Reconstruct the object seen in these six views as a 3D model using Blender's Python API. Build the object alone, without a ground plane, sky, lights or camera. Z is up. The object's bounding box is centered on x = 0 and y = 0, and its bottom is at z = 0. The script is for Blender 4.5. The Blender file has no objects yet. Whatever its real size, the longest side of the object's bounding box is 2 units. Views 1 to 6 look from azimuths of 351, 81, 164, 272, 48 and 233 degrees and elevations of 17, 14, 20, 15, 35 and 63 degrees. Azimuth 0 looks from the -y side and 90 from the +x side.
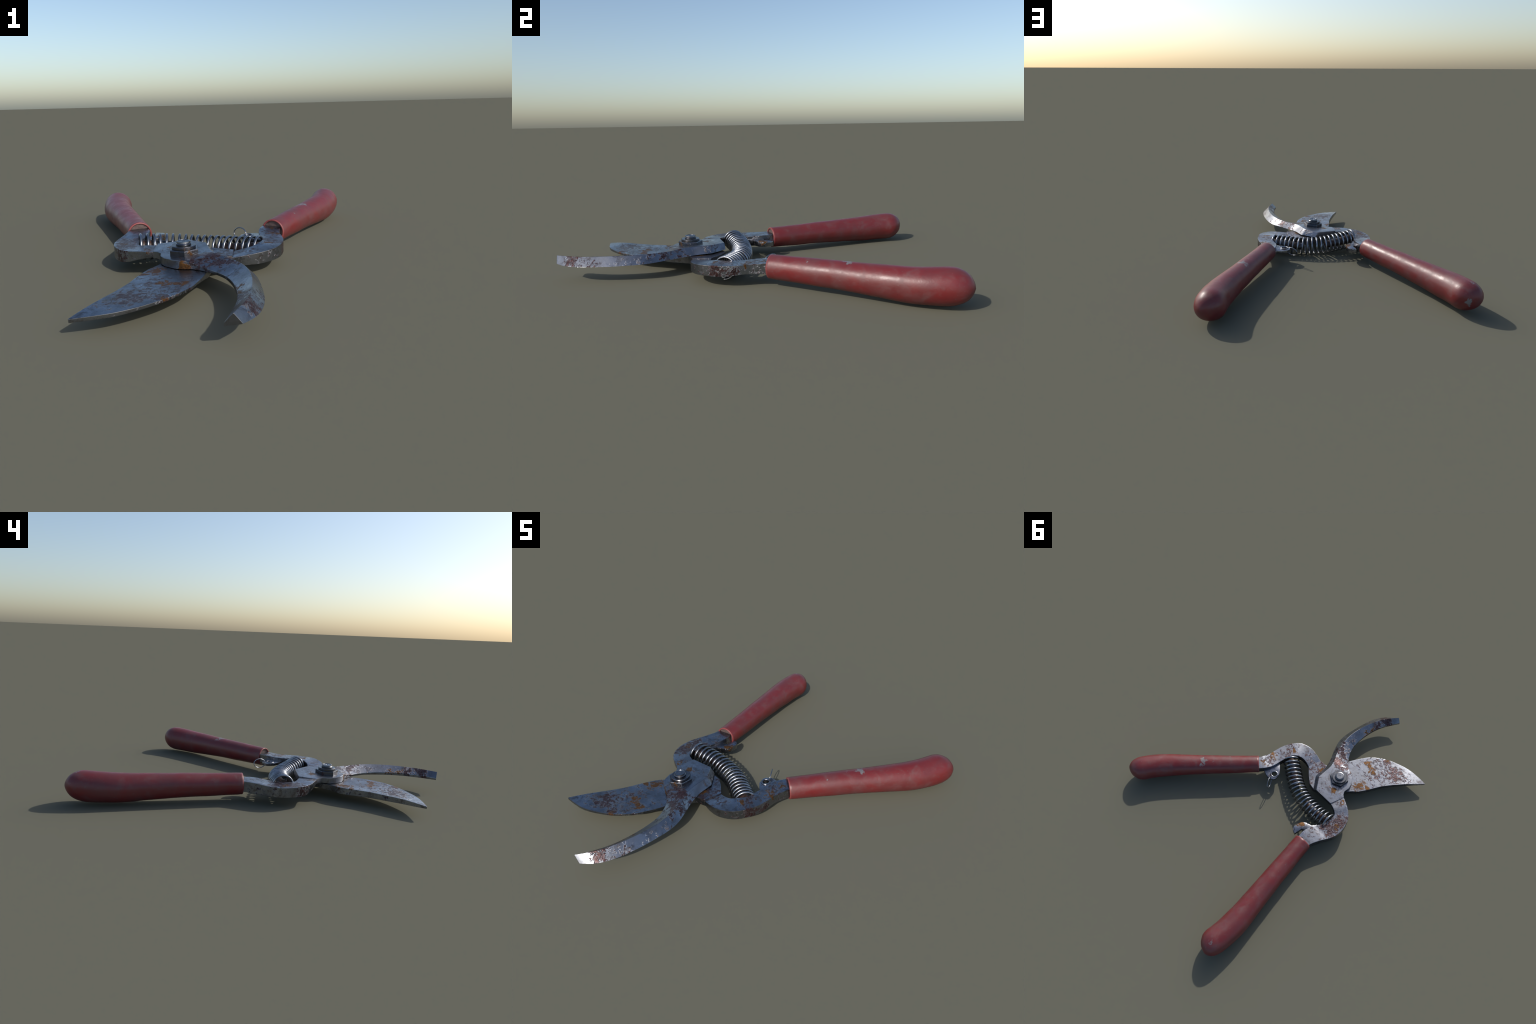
"""Rusty bypass pruning shears lying open on the ground: two forged steel levers
(hooked anvil blade / cutting blade), coil spring, pivot bolt, latch, ring tab and
two red dipped-plastic grips."""
import bpy, bmesh, math
import numpy as np
from mathutils import Vector, noise

# ---------------------------------------------------------------- materials
class Net:
    """small helper around a node tree"""
    def __init__(self, name):
        self.mat = bpy.data.materials.new(name); self.mat.use_nodes = True
        self.t = self.mat.node_tree; self.t.nodes.clear()
        self.out = self.add('ShaderNodeOutputMaterial')
        self.bsdf = self.add('ShaderNodeBsdfPrincipled')
        self.link(self.bsdf.outputs[0], self.out.inputs[0])
        self.co = self.add('ShaderNodeTexCoord').outputs['Object']
    def add(self, kind, **kw):
        n = self.t.nodes.new(kind)
        for k, v in kw.items(): setattr(n, k, v)
        return n
    def link(self, a, b): self.t.links.new(a, b)
    def put(self, sock, v):
        if isinstance(v, bpy.types.NodeSocket): self.link(v, sock)
        else: sock.default_value = v
    def noise(self, scale, detail=4, rough=.55, dist=0., off=(0, 0, 0), stretch=(1, 1, 1)):
        m = self.add('ShaderNodeMapping'); self.link(self.co, m.inputs[0])
        m.inputs['Location'].default_value = off; m.inputs['Scale'].default_value = stretch
        n = self.add('ShaderNodeTexNoise'); self.link(m.outputs[0], n.inputs['Vector'])
        n.inputs['Scale'].default_value = scale; n.inputs['Detail'].default_value = detail
        n.inputs['Roughness'].default_value = rough; n.inputs['Distortion'].default_value = dist
        return n.outputs['Fac']
    def voronoi(self, scale):
        n = self.add('ShaderNodeTexVoronoi'); self.link(self.co, n.inputs['Vector'])
        n.inputs['Scale'].default_value = scale
        return n.outputs['Distance']
    def math(self, op, a, b=0., c=None, clamp=False):
        n = self.add('ShaderNodeMath', operation=op, use_clamp=clamp)
        self.put(n.inputs[0], a); self.put(n.inputs[1], b)
        if c is not None: self.put(n.inputs[2], c)
        return n.outputs[0]
    def step(self, v, lo, hi, a=0., b=1.):
        n = self.add('ShaderNodeMapRange', interpolation_type='SMOOTHSTEP')
        self.put(n.inputs[0], v)
        for i, x in enumerate((lo, hi, a, b)): self.put(n.inputs[i + 1], x)
        return n.outputs[0]
    def mix(self, f, a, b):
        n = self.add('ShaderNodeMix', data_type='RGBA')
        self.put(n.inputs[0], f)
        for s, v in ((n.inputs[6], a), (n.inputs[7], b)):
            self.put(s, (*v, 1) if isinstance(v, tuple) else v)
        return n.outputs[2]
    def blobs(self, spots):
        """soft union of round spots (x, y, z, radius): 1 at a centre, 0 beyond radius"""
        tot = None
        for x, y, z, r in spots:
            d = self.add('ShaderNodeVectorMath', operation='DISTANCE')
            self.link(self.co, d.inputs[0]); d.inputs[1].default_value = (x, y, z)
            f = self.step(d.outputs['Value'], 0., r, 1., 0.)
            tot = f if tot is None else self.math('MAXIMUM', tot, f)
        return tot
    def bump(self, h, strength, dist):
        n = self.add('ShaderNodeBump'); n.inputs['Strength'].default_value = strength
        n.inputs['Distance'].default_value = dist
        self.put(n.inputs['Height'], h); self.link(n.outputs[0], self.bsdf.inputs['Normal'])


def steel(name, red_spots=(), orange_spots=(), base=(.275, .29, .325), red_amount=.0, orange_amount=.0,
          rough=.29, off=(0, 0, 0), clean_spots=()):
    """worn steel: cloudy grey metal, clusters of fine dark red pitting, flat orange rust patches, brown grime"""
    n = Net(name)
    cloud = n.noise(11, 6, .65, .3, off)
    fine = n.noise(85, 4, .6, 0, off)
    grain = n.noise(50, 8, .72, .6, off)
    grain2 = n.noise(30, 7, .68, .8, tuple(o + 3.1 for o in off))
    grime = n.noise(22, 8, .74, .6, tuple(o + 21.3 for o in off))
    wide = n.noise(7, 3, .5, 0, tuple(o + 7.7 for o in off))
    wide2 = n.noise(6, 3, .5, 0, tuple(o + 13.3 for o in off))
    # general level of rust + the places where it has gathered
    lr = n.step(wide, .36, .66, 0., .14 + red_amount)
    lo = n.step(wide2, .50, .75, 0., .08 + orange_amount)
    if red_spots: lr = n.math('ADD', lr, n.math('MULTIPLY', n.blobs(red_spots), .125))
    if orange_spots: lo = n.math('ADD', lo, n.math('MULTIPLY', n.blobs(orange_spots), .25))
    if clean_spots:
        bare = n.math('MULTIPLY', n.blobs(clean_spots), -.6)
        lr = n.math('ADD', lr, bare); lo = n.math('ADD', lo, bare)
    red = n.step(n.math('ADD', grain, lr), .63, .69)
    dots = n.step(n.voronoi(125), .38, .62, 1., .82)
    red = n.math('MULTIPLY', red, dots)
    orange = n.step(n.math('ADD', grain2, lo), .68, .715)
    soil = n.step(grime, .50, .64, 0., .8)
    tone = n.step(cloud, .32, .68)
    metal = n.mix(tone, tuple(c * .62 for c in base), tuple(c * 1.05 for c in base))
    metal = n.mix(soil, metal, (.110, .098, .098))
    redc = n.mix(n.step(fine, .35, .65), (.028, .012, .012), (.066, .027, .026))
    orac = n.mix(n.step(fine, .35, .7), (.075, .034, .012), (.150, .066, .015))
    col = n.mix(red, metal, redc)
    col = n.mix(orange, col, orac)
    n.link(col, n.bsdf.inputs['Base Color'])
    rust = n.math('MAXIMUM', red, orange)
    n.link(n.math('MULTIPLY_ADD', rust, -.35, 1.), n.bsdf.inputs['Metallic'])
    r0 = n.step(cloud, .3, .75, rough + .08, rough - .06)
    r1 = n.math('ADD', r0, n.math('MULTIPLY', orange, .16))
    n.link(n.math('ADD', r1, n.math('MULTIPLY', red, .04)), n.bsdf.inputs['Roughness'])
    h = n.math('ADD', n.math('MULTIPLY', red, n.math('ADD', fine, .1)), n.math('MULTIPLY', orange, .5))
    h = n.math('ADD', h, n.math('MULTIPLY', fine, .16))
    h = n.math('ADD', h, n.math('MULTIPLY', cloud, .35))
    n.bump(h, .4, .004)
    return n.mat


def red_plastic(name, worn, off, rim_axis):
    """dipped red plastic: blotchy, greyed by handling, chipped pale spots"""
    n = Net(name)
    cloud = n.noise(7, 5, .6, .5, off)
    cloud2 = n.noise(15, 5, .65, .4, tuple(o + 5 for o in off))
    fine = n.noise(90, 4, .6, 0, off)
    chip_n = n.noise(30, 6, .7, .5, tuple(o + 9 for o in off))
    speck = n.noise(55, 3, .6, 0., tuple(o + 17 for o in off))
    col = n.mix(n.step(cloud, .33, .68), (.152, .015, .016), (.124, .026, .027))
    col = n.mix(n.step(cloud2, .46, .74, 0., .65), col, (.128, .056, .056))
    col = n.mix(n.step(cloud2, .22, .42, .35, 0.), col, (.100, .011, .012))
    chips = n.step(n.math('ADD', chip_n, n.math('MULTIPLY', n.blobs(worn), .23)), .715, .75)
    chips = n.math('MAXIMUM', chips, n.step(speck, .735, .77, 0., .7))
    scuff = n.step(n.noise(120, 4, .7, .3, tuple(o + 31 for o in off), (1, .35, 1)), .60, .70, 0., .30)
    col = n.mix(scuff, col, (.150, .095, .095))
    col = n.mix(chips, col, (.165, .150, .150))
    dark = n.step(n.noise(48, 3, .6, 0., tuple(o + 23 for o in off)), .73, .78, 0., .7)
    col = n.mix(dark, col, (.03, .012, .016))
    # rubbed pale lip round the mouth of the sleeve
    (ox, oy), (dx, dy) = rim_axis
    sep = n.add('ShaderNodeSeparateXYZ'); n.link(n.co, sep.inputs[0])
    s = n.math('ADD', n.math('MULTIPLY', n.math('SUBTRACT', sep.outputs[0], ox), dx),
               n.math('MULTIPLY', n.math('SUBTRACT', sep.outputs[1], oy), dy))
    lip = n.step(n.math('ADD', s, n.math('MULTIPLY', fine, .006)), .004, .012, .75, 0.)
    col = n.mix(lip, col, (.25, .060, .056))
    n.link(col, n.bsdf.inputs['Base Color'])
    n.link(n.step(cloud2, .3, .7, .34, .50), n.bsdf.inputs['Roughness'])
    n.bsdf.inputs['Specular IOR Level'].default_value = .55
    h = n.math('ADD', n.math('MULTIPLY', fine, .25), n.math('MULTIPLY', n.noise(28, 4, .6), .5))
    n.bump(n.math('SUBTRACT', h, n.math('MULTIPLY', chips, .35)), .28, .004)
    return n.mat


def core_material():
    n = Net('sleeve_core')
    f = n.noise(60, 5, .65)
    n.link(n.mix(n.step(f, .3, .7), (.060, .035, .032), (.125, .088, .080)), n.bsdf.inputs['Base Color'])
    n.bsdf.inputs['Roughness'].default_value = .7
    n.bump(f, .5, .004)
    return n.mat


def spring_steel():
    n = Net('spring_steel')
    f = n.noise(26, 5, .6); g = n.noise(14, 4, .6, 0, (4, 4, 4))
    rust = n.step(g, .66, .74)
    col = n.mix(n.step(f, .35, .7), (.17, .18, .20), (.36, .375, .41))
    n.link(n.mix(rust, col, (.17, .075, .035)), n.bsdf.inputs['Base Color'])
    n.link(n.math('MULTIPLY_ADD', rust, -.7, 1.), n.bsdf.inputs['Metallic'])
    n.link(n.step(f, .3, .7, .36, .24), n.bsdf.inputs['Roughness'])
    n.bump(f, .2, .002)
    return n.mat


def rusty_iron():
    n = Net('rusty_iron')
    f = n.noise(40, 6, .65); g = n.noise(17, 4, .6, .4, (2, 5, 1))
    col = n.mix(n.step(f, .35, .65), (.018, .010, .008), (.070, .030, .016))
    steelm = n.step(g, .50, .60)
    n.link(n.mix(steelm, col, (.10, .105, .115)), n.bsdf.inputs['Base Color'])
    n.link(steelm, n.bsdf.inputs['Metallic'])
    n.bsdf.inputs['Roughness'].default_value = .5
    n.bump(f, .5, .004)
    return n.mat

# ---------------------------------------------------------------- geometry
def spline(pts, n):
    """Catmull-Rom through control points (any dimension), n samples by chord length"""
    P = np.array(pts, float)
    P = np.vstack([2 * P[0] - P[1], P, 2 * P[-1] - P[-2]])
    seg = np.linalg.norm(np.diff(P[1:-1], axis=0), axis=1) + 1e-9
    T = np.concatenate([[0], np.cumsum(seg)])
    out = []
    for t in np.linspace(0, T[-1], n):
        i = min(int(np.searchsorted(T, t, side='right')) - 1, len(seg) - 1)
        u = (t - T[i]) / seg[i]
        a, b, c, d = P[i], P[i + 1], P[i + 2], P[i + 3]
        out.append(.5 * ((2 * b) + (c - a) * u + (2 * a - 5 * b + 4 * c - d) * u * u + (3 * b - a - 3 * c + d) * u ** 3))
    return np.array(out)


def mesh_object(name, verts, faces, mat, parent, angle=32):
    me = bpy.data.meshes.new(name)
    me.from_pydata([tuple(map(float, v)) for v in verts], [], faces)
    bm = bmesh.new(); bm.from_mesh(me)
    bmesh.ops.remove_doubles(bm, verts=bm.verts, dist=1e-6)
    bmesh.ops.recalc_face_normals(bm, faces=bm.faces)
    bm.to_mesh(me); bm.free()
    for p in me.polygons: p.use_smooth = True
    me.set_sharp_from_angle(angle=math.radians(angle))
    me.materials.append(mat)
    ob = bpy.data.objects.new(name, me)
    bpy.context.scene.collection.objects.link(ob)
    ob.parent = parent
    return ob


def loft(rings, closed_ends=True):
    """skin a list of equal-length closed rings"""
    n = len(rings[0]); V = [p for r in rings for p in r]; F = []
    for i in range(len(rings) - 1):
        for j in range(n):
            a = i * n + j; b = i * n + (j + 1) % n
            F.append((a, b, b + n, a + n))
    if closed_ends:
        F.append(tuple(range(n))); F.append(tuple(range((len(rings) - 1) * n, len(rings) * n)))
    return V, F


def chamfered(section, w):
    """replace each corner of a closed 3D section by three points (small round)"""
    S = [np.array(p, float) for p in section]; out = []
    for i, p in enumerate(S):
        a = S[i - 1] - p; b = S[(i + 1) % len(S)] - p
        la, lb = np.linalg.norm(a), np.linalg.norm(b)
        ca = p + a / (la + 1e-9) * min(w, la * .4); cb = p + b / (lb + 1e-9) * min(w, lb * .4)
        out += [ca, (ca + cb) * .25 + p * .5, cb]
    return out


def wobble(rings, amp, freq):
    """small unevenness of forged metal"""
    for r in rings:
        for i, p in enumerate(r):
            v = noise.noise_vector(Vector(p) * freq)
            r[i] = np.array(p) + amp * np.array(v)
    return rings


def flat_faced(ob):
    """large faces keep their own normal, only the narrow chamfers are rounded in shading"""
    w = ob.modifiers.new('weighted_normal', 'WEIGHTED_NORMAL')
    w.mode = 'FACE_AREA'; w.weight = 90; w.keep_sharp = True
    return ob


def ribbon(name, stations, mat, parent, n=70, w=.005, smooth=True, amp=.0012):
    """flat bar from stations of four section corners:
    (left top) (right top) (right bottom) (left bottom), each xyz"""
    S = np.array(stations, float).reshape(len(stations), 12)
    if smooth: S = spline(S, n)
    else:
        R = []
        for a, b in zip(S[:-1], S[1:]):
            k = max(1, int(np.linalg.norm(b - a) / .03))
            R += [a + (b - a) * t / k for t in range(k)]
        S = np.array(R + [S[-1]])
    rings = [chamfered(s.reshape(4, 3), w) for s in S]
    # pull the first and last ring in a little: chamfered ends
    def shrunk(r, toward):
        c = np.mean(r, axis=0); d = np.mean(toward, axis=0) - c
        d = d / (np.linalg.norm(d) + 1e-9)
        return [p + (c - p) / (np.linalg.norm(c - p) + 1e-9) * w * .6 - d * w * .6 for p in r]
    rings = [shrunk(rings[0], rings[1])] + rings + [shrunk(rings[-1], rings[-2])]
    V, F = loft(wobble(rings, amp, 14))
    return flat_faced(mesh_object(name, V, F, mat, parent, 45))


def prism(name, outline, z0, z1, mat, parent, w=.003, holes=()):
    """flat plate with chamfered rims; a hole is (x, y, r)"""
    bm = bmesh.new()
    top = [bm.verts.new((x, y, z1)) for x, y in outline]
    edges = [bm.edges.new((top[i], top[(i + 1) % len(top)])) for i in range(len(top))]
    for hx, hy, r in holes:
        hv = [bm.verts.new((hx + r * math.cos(a), hy + r * math.sin(a), z1)) for a in np.linspace(0, 2 * math.pi, 25)[:-1]]
        edges += [bm.edges.new((hv[i], hv[(i + 1) % 24])) for i in range(24)]
    bmesh.ops.triangle_fill(bm, edges=edges, use_beauty=True)
    r = bmesh.ops.extrude_face_region(bm, geom=list(bm.faces))
    bmesh.ops.translate(bm, verts=[v for v in r['geom'] if isinstance(v, bmesh.types.BMVert)], vec=(0, 0, z0 - z1))
    bmesh.ops.recalc_face_normals(bm, faces=bm.faces)
    rim = [e for e in bm.edges if len(e.link_faces) == 2 and e.calc_face_angle(0) > 1.0 and abs(e.verts[0].co.z - e.verts[1].co.z) < 1e-6]
    bmesh.ops.bevel(bm, geom=rim, offset=w, segments=2, affect='EDGES', profile=.6)
    me = bpy.data.meshes.new(name); bm.to_mesh(me); bm.free()
    for p in me.polygons: p.use_smooth = True
    me.set_sharp_from_angle(angle=math.radians(32)); me.materials.append(mat)
    ob = bpy.data.objects.new(name, me); bpy.context.scene.collection.objects.link(ob); ob.parent = parent
    return ob


def lathe(name, profile, centre, mat, parent, sides=40, phase=0., gap=None):
    """turned part round a vertical axis; profile of (radius, z)"""
    rings = []
    for r, z in profile:
        rings.append([(centre[0] + max(r, 1e-5) * math.cos(phase + 2 * math.pi * k / sides),
                       centre[1] + max(r, 1e-5) * math.sin(phase + 2 * math.pi * k / sides), z) for k in range(sides)])
    V, F = loft(rings)
    return mesh_object(name, V, F, mat, parent, 28)


def tube(name, path, radius, mat, parent, sides=10, closed=False):
    P = np.array(path, float); n = len(P); rings = []
    up = None
    for i in range(n):
        a = P[i - 1] if (i or closed) else P[i]; b = P[(i + 1) % n] if (i < n - 1 or closed) else P[i]
        t = (b - a) / np.linalg.norm(b - a)
        if up is None: up = np.cross(t, (0.3, .2, .9))
        up = up - t * (up @ t); up /= np.linalg.norm(up); v = np.cross(t, up)
        r = radius(i / (n - 1)) if callable(radius) else radius
        rings.append([P[i] + r * (math.cos(q) * up + math.sin(q) * v) for q in np.linspace(0, 2 * math.pi, sides + 1)[:-1]])
    if closed: rings.append(rings[0])
    V, F = loft(rings, not closed)
    return mesh_object(name, V, F, mat, parent, 60)

# ---------------------------------------------------------------- the shears
PIVOT = (-.254, -.344)
root = bpy.data.objects.new('pruning_shears', None)
bpy.context.scene.collection.objects.link(root)
root['label'] = 'rusty steel pruning shears with red plastic handles, open'
root['category'] = 'garden tool'

m_hook = steel('hook_steel',
    red_spots=[(-.10, -.53, .12, .09), (-.085, -.62, .12, .06), (-.15, -.42, .12, .045), (-.10, -.85, .11, .07), (-.11, -.92, .11, .06),
               (-.14, -.23, .11, .06), (-.03, -.60, .10, .05), (-.04, -.83, .10, .07), (-.07, -.92, .10, .055), (-.05, -.48, .10, .05)],
    orange_spots=[(-.10, -.73, .11, .065), (-.11, -.79, .11, .06), (-.29, -.27, .12, .07), (-.27, -.45, .095, .06)],
    clean_spots=[(-.125, -1.0, .10, .075)], red_amount=.03, off=(1, 0, 0))
m_blade = steel('blade_steel',
    red_spots=[(-.46, -.70, .075, .10), (-.53, -.74, .07, .06), (-.35, -.72, .075, .05), (-.09, -.27, .08, .10)],
    orange_spots=[(-.36, -.43, .08, .10), (-.285, -.60, .08, .075), (-.325, -.58, .08, .075), (-.33, -.72, .075, .04), (-.41, -.47, .08, .04), (-.13, -.31, .08, .06)], off=(0, 2, 0))
m_arm_l = steel('arm_steel',
    red_spots=[(-.50, -.06, .10, .10), (-.50, -.15, .10, .06), (-.47, .06, .10, .05), (-.53, -.2, .07, .06)],
    orange_spots=[(-.51, -.11, .11, .045), (-.40, -.26, .12, .05)], off=(0, 0, 3))
m_arm_r = steel('arm_steel_rusted',
    red_spots=[(.15, -.06, .10, .10), (.0, -.30, .10, .11), (.17, -.25, .07, .06), (.19, -.15, .07, .06)],
    orange_spots=[(.16, -.10, .11, .05), (.15, .0, .10, .05), (.10, -.24, .11, .04)], off=(5, 1, 3))
m_small = steel('fitting_steel', base=(.27, .28, .31), red_amount=-.06, orange_amount=-.02, rough=.26, orange_spots=[(-.345, .06, .09, .045)], off=(2, 2, 2))
m_bolt = steel('bolt_steel', base=(.20, .21, .23), red_amount=-.03, orange_amount=-.02, rough=.32, off=(6, 2, 2))
m_nut = steel('nut_steel', base=(.15, .155, .17), red_amount=.05, orange_amount=.0, off=(3, 8, 2),
    orange_spots=[(PIVOT[0] + .03, PIVOT[1] - .06, .120, .05)])
m_core = core_material(); m_spring = spring_steel(); m_iron = rusty_iron()

# hooked blade: one twisting bar from the pivot plate (flat) to the hook tip (ridged)
#           inner/left edge x,y,ztop    ridge x,y,z           outer low x,y,z     zbottom(inner)
HOOK = [((-.359, -.184, .120), (-.227, -.168, .124), (-.203, -.163, .092), .090),
        ((-.379, -.281, .115), (-.162, -.242, .129), (-.132, -.241, .092), .086),
        ((-.361, -.293, .115), (-.158, -.275, .128), (-.128, -.275, .091), .085),
        ((-.346, -.314, .114), (-.156, -.302, .128), (-.126, -.300, .090), .084),
        ((-.347, -.354, .114), (-.154, -.330, .127), (-.122, -.332, .088), .081),
        ((-.332, -.391, .114), (-.149, -.358, .126), (-.111, -.362, .087), .081),
        ((-.296, -.427, .115), (-.139, -.386, .125), (-.096, -.397, .086), .081),
        ((-.258, -.445, .114), (-.124, -.412, .124), (-.080, -.425, .086), .081),
        ((-.232, -.449, .107), (-.108, -.435, .123), (-.064, -.449, .087), .081),
        ((-.200, -.474, .098), (-.091, -.465, .123), (-.045, -.482, .088), .081)]
HOOK_CURVE = [HOOK[-1],
        ((-.161, -.514, .093), (-.068, -.520, .125), (-.020, -.534, .087), .080),
        ((-.122, -.578, .093), (-.048, -.583, .127), (-.006, -.592, .086), .080),
        ((-.103, -.655, .095), (-.040, -.660, .128), (-.003, -.666, .085), .080),
        ((-.098, -.740, .096), (-.044, -.745, .128), (-.007, -.751, .084), .080),
        ((-.104, -.820, .096), (-.059, -.828, .127), (-.017, -.833, .084), .080),
        ((-.121, -.885, .096), (-.078, -.893, .126), (-.037, -.902, .084), .080),
        ((-.141, -.938, .095), (-.104, -.945, .125), (-.064, -.952, .084), .080),
        ((-.164, -.990, .092), (-.137, -1.00, .124), (-.109, -.999, .086), .080)]
def corners(st):
    i, r, o, zb = st
    return (i, r, o, (i[0], i[1], zb))
stations = [corners(s) for s in HOOK[:-1]]
fine_curve = spline(np.array([corners(s) for s in HOOK_CURVE]).reshape(len(HOOK_CURVE), 12), 40)
ribbon('hooked_blade', stations + [f.reshape(4, 3) for f in fine_curve], m_hook, root, smooth=False, w=.0025, amp=.0008)

# cutting blade: thick concave back, hollow underside ground to a thin convex edge
#            back x,y,ztop,zbot              edge x,y,ztop,zbot
BLADE = [((-.047, -.246, .090, .050), (-.063, -.341, .091, .050)),
         ((-.100, -.205, .088, .047), (-.119, -.353, .086, .047)),
         ((-.152, -.172, .087, .045), (-.140, -.380, .081, .045)),
         ((-.200, -.168, .086, .048), (-.155, -.410, .079, .045)),
         ((-.290, -.225, .082, .050), (-.166, -.450, .079, .047)),
         ((-.335, -.310, .079, .050), (-.174, -.485, .079, .052))]
BLADE_CURVE = [BLADE[-1],
         ((-.362, -.362, .079, .047), (-.188, -.525, .079, .061)),
         ((-.397, -.408, .079, .043), (-.210, -.578, .079, .067)),
         ((-.428, -.476, .080, .044), (-.246, -.645, .078, .067)),
         ((-.455, -.544, .080, .046), (-.314, -.714, .077, .065)),
         ((-.494, -.617, .079, .048), (-.392, -.762, .074, .062)),
         ((-.540, -.690, .079, .051), (-.476, -.796, .072, .058)),
         ((-.582, -.752, .075, .053), (-.550, -.808, .070, .056)),
         ((-.619, -.807, .068, .055), (-.617, -.812, .068, .055))]
def bcorners(st):
    b, e = st
    return ((b[0], b[1], b[2]), (e[0], e[1], e[2]), (e[0], e[1], e[3]), (b[0], b[1], b[3]))
fine_curve = spline(np.array([bcorners(s) for s in BLADE_CURVE]).reshape(len(BLADE_CURVE), 12), 40)
ribbon('cutting_blade', [bcorners(s) for s in BLADE[:-1]] + [f.reshape(4, 3) for f in fine_curve], m_blade, root,
       smooth=False, w=.002, amp=.0007)

# arms: S-bent bars from each plate to its grip
#         outer x,y      inner x,y     ztop  zbot
ARM_L = [((-.362, -.286), (-.338, -.186), .113, .090),
         ((-.380, -.281), (-.360, -.184), .113, .088),
         ((-.437, -.259), (-.398, -.175), .113, .077),
         ((-.484, -.233), (-.430, -.160), .110, .062),
         ((-.520, -.195), (-.441, -.136), .109, .055),
         ((-.545, -.136), (-.441, -.095), .108, .054),
         ((-.551, -.075), (-.433, -.045), .108, .054),
         ((-.540, -.026), (-.419, -.010), .109, .054),
         ((-.520, .028), (-.408, .023), .113, .055),
         ((-.504, .083), (-.402, .073), .116, .058),
         ((-.500, .125), (-.408, .113), .117, .060),
         ((-.505, .165), (-.418, .160), .117, .062)]
ARM_R = [((-.090, -.338), (-.074, -.246), .083, .054),
         ((-.068, -.340), (-.052, -.246), .083, .052),
         ((-.010, -.349), (-.010, -.253), .092, .048),
         ((.053, -.347), (.028, -.249), .099, .050),
         ((.117, -.319), (.058, -.232), .106, .055),
         ((.150, -.280), (.080, -.204), .108, .055),
         ((.172, -.230), (.091, -.172), .108, .054),
         ((.184, -.180), (.093, -.138), .108, .056),
         ((.187, -.132), (.094, -.098), .108, .060),
         ((.188, -.080), (.097, -.045), .111, .062),
         ((.207, -.012), (.112, .003), .116, .064),
         ((.236, .035), (.145, .060), .117, .064)]
for name, A, m in (('steel_arm', ARM_L, m_arm_l), ('steel_arm', ARM_R, m_arm_r)):
    ribbon(name, [((*i, zt), (*o, zt), (*o, zb), (*i, zb)) for o, i, zt, zb in A], m, root, n=80, w=.0032, amp=.0014)

# grips: round sleeves that swell, then hook inward at the knob
#        along   sideways(+out) radius  height of centre
GRIP = [(.000, -.004, .0575, .0892), (.10, -.002, .0595, .0886), (.20, .000, .0618, .0880), (.30, .003, .0640, .0880),
        (.40, .006, .0667, .0868), (.50, .009, .0700, .0852), (.58, .011, .0740, .0836), (.65, .011, .0772, .0834),
        (.71, .008, .0790, .0850), (.76, .001, .0805, .0868), (.795, -.006, .0810, .0885), (.825, -.009, .0775, .0905),
        (.850, -.008, .0680, .0915), (.872, -.006, .0540, .0925), (.887, -.004, .0360, .0935), (.896, -.001, .0180, .0945), (.900, .000, .0020, .0945)]
def grip(origin, direction, side, mat, length=1.):
    d = np.array(direction, float); d /= np.linalg.norm(d)
    nrm = np.array([-d[1], d[0]]) * side
    prof = spline([(s * length, t, r, z + .002) for s, t, r, z in GRIP], 72); rings = []; S = 32
    def ring(s, t, r, z, flat=0.):
        c = np.array(origin) + d * s + nrm * t
        return [np.array((*(c + nrm * r * math.cos(a)), z + r * math.sin(a))) for a in np.linspace(0, 2 * math.pi, S + 1)[:-1]]
    r0 = GRIP[0][2]; z0 = GRIP[0][3] + .002
    t0 = GRIP[0][1]
    rings = [ring(.030, t0, r0 - .008, z0), ring(.002, t0, r0 - .008, z0), ring(.0, t0, r0 - .006, z0), ring(.0, t0, r0 - .002, z0)]
    for k, (s, t, r, z) in enumerate(prof):
        if k == 0: s = .002
        if r > .001: rings.append(ring(s, t, r, z))
    # slight unevenness of the dipped skin
    for q in rings[6:]:
        for i, p in enumerate(q):
            q[i] = p + .0016 * np.array(noise.noise_vector(Vector(p) * 9))
    V, F = loft(rings)
    g = mesh_object('grip', V, F, mat, root, 50)
    cr = [ring(.006, t0, .0005, z0), ring(.006, t0, r0 - .0075, z0), ring(.03, t0, r0 - .0075, z0)]
    V, F = loft(cr)
    mesh_object('grip_core', V, F, m_core, g, 40)

LO, LD = (-.4555, .120), (-.2163, .9763)
RO, RD = (.1775, .0153), (.5695, .8220)
grip(LO, LD, 1, red_plastic('red_plastic', [(-.63, .935, .165, .045), (-.585, .99, .08, .05)], (0, 4, 0), (LO, LD)))
grip(RO, RD, -1, red_plastic('red_plastic_worn', [(.382, .333, .150, .068), (.377, .335, .152, .048), (.350, .287, .152, .042), (.322, .156, .142, .035), (.410, .314, .146, .032)], (7, 4, 2), (RO, RD)), .993)

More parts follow.
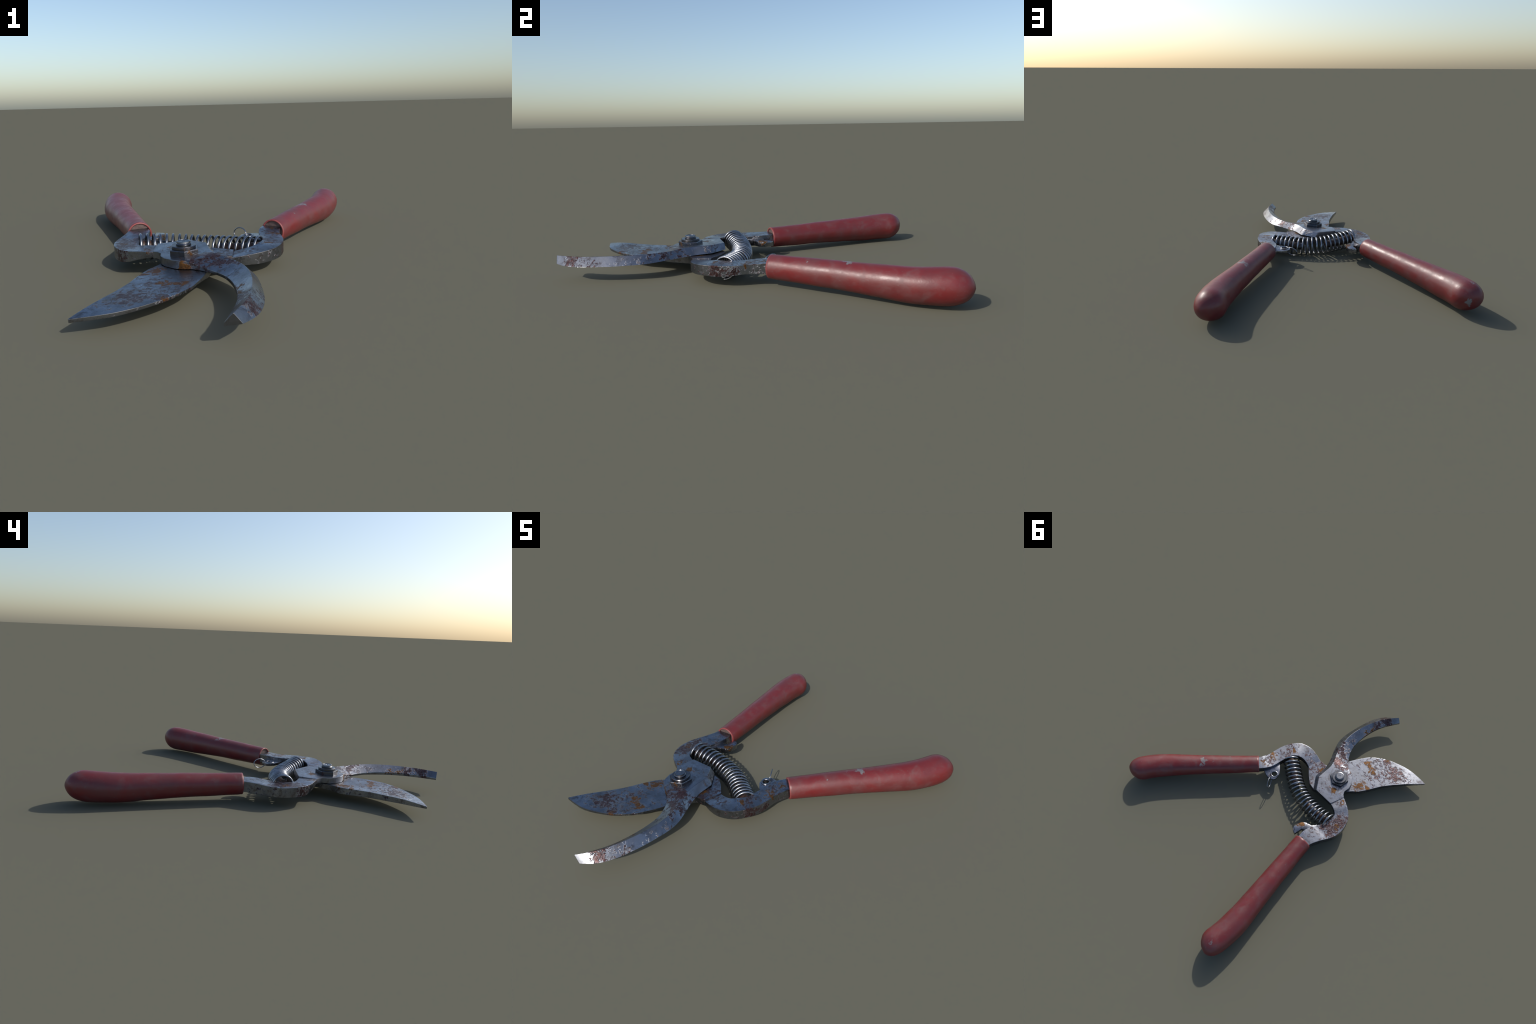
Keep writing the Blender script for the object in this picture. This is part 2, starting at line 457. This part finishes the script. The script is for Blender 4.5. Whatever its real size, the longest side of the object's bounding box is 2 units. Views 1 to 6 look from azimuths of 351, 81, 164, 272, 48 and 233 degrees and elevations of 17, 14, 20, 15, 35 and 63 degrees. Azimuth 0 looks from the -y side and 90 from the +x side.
# coil spring on a bowed axis, with a tapering peg inside each end
AXIS = spline([(.087, -.194, .070), (.045, -.172, .066), (-.01, -.145, .062), (-.075, -.111, .0595), (-.145, -.087, .0605), (-.22, -.074, .065),
               (-.29, -.073, .073), (-.36, -.079, .080), (-.453, -.100, .090)], 400)
TURNS, COIL_R, WIRE = 20, .0535, .0058
tang = np.gradient(AXIS, axis=0); tang /= np.linalg.norm(tang, axis=1)[:, None]
path = []
N = int(TURNS * 26)
for k in range(N + 1):
    f = k / N * (len(AXIS) - 1); i = min(int(f), len(AXIS) - 2); u = f - i
    c = AXIS[i] * (1 - u) + AXIS[i + 1] * u; t = tang[i]
    side = np.cross(t, (0, 0, 1)); side /= np.linalg.norm(side); up = np.cross(side, t)
    a = 2 * math.pi * TURNS * k / N - 1.57
    path.append(c + COIL_R * (math.cos(a) * side + math.sin(a) * up))
tube('coil_spring', path, WIRE, m_spring, root, sides=10)
for sl in (slice(10, 150), slice(389, 250, -1)):
    tube('spring_peg', AXIS[sl][::6], lambda f: .030 - .008 * f, m_iron, root, sides=18)

# pivot: hex nut, split washer, grooved bolt end; bolt head below
lathe('nut', [(.0005, .112), (.062, .112), (.063, .116), (.063, .136), (.0605, .1395), (.0005, .1395)], PIVOT, m_nut, root, sides=6, phase=math.radians(30))
lathe('spring_washer', [(.0005, .139), (.0465, .139), (.0480, .1405), (.0480, .1495), (.0460, .152), (.0005, .152)], PIVOT, m_nut, root, sides=48)
bolt = lathe('bolt', [(.0005, .038), (.026, .038), (.026, .154), (.0300, .154), (.0305, .158), (.0280, .160), (.0270, .161), (.0280, .1625), (.0270, .1672),
               (.0225, .1680), (.0210, .1660), (.007, .1660), (.005, .1645), (.0005, .1645)], PIVOT, m_bolt, root, sides=40)
lathe('bolt_head', [(.0005, .034), (.036, .034), (.040, .037), (.040, .050), (.0005, .054)], PIVOT, m_bolt, root, sides=32)
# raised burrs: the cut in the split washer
prism('washer_slit', [(PIVOT[0] + .000, PIVOT[1] - .045), (PIVOT[0] + .003, PIVOT[1] - .045), (PIVOT[0] + .003, PIVOT[1] - .0487), (PIVOT[0] + .000, PIVOT[1] - .0487)], .139, .1525, m_iron, root, w=.0005)

# ring tab under the right arm, eyelet and thin wire ring
TAB = [(.135, .020), (.109, .018), (.080, .026), (.046, .028), (.020, .006), (.016, -.010), (.029, -.048), (.060, -.078), (.098, -.105), (.135, -.08)]
tab = prism('ring_tab', TAB, .070, .088, m_small, root, holes=[(.050, -.022, .0165)])
eye = [(.050 + .0215 * math.cos(a), -.022 + .0215 * math.sin(a), .0885) for a in np.linspace(0, 2 * math.pi, 33)[:-1]]
tube('eyelet', eye, .0050, m_small, tab, sides=8, closed=True)
c = np.array((.0205, .043, .085)); e1 = np.array((-.040, .056, .0)); e1 /= np.linalg.norm(e1); e2 = np.array((.21, .15, .966))
loop = [c + .041 * math.cos(a) * e1 + .027 * math.sin(a) * e2 for a in np.linspace(0, 2 * math.pi, 49)[:-1]]
tube('wire_ring', loop, .0026, m_spring, root, sides=8, closed=True)

# latch: hooked catch beside the left arm
LATCH = [(-.440, -.030), (-.415, -.025), (-.398, .008), (-.368, .020), (-.346, .036), (-.335, .062), (-.333, .100), (-.340, .116), (-.355, .126), (-.377, .130),
         (-.379, .074), (-.392, .066), (-.420, .070), (-.450, .02)]
prism('latch', LATCH, .062, .094, m_small, root, w=.006)
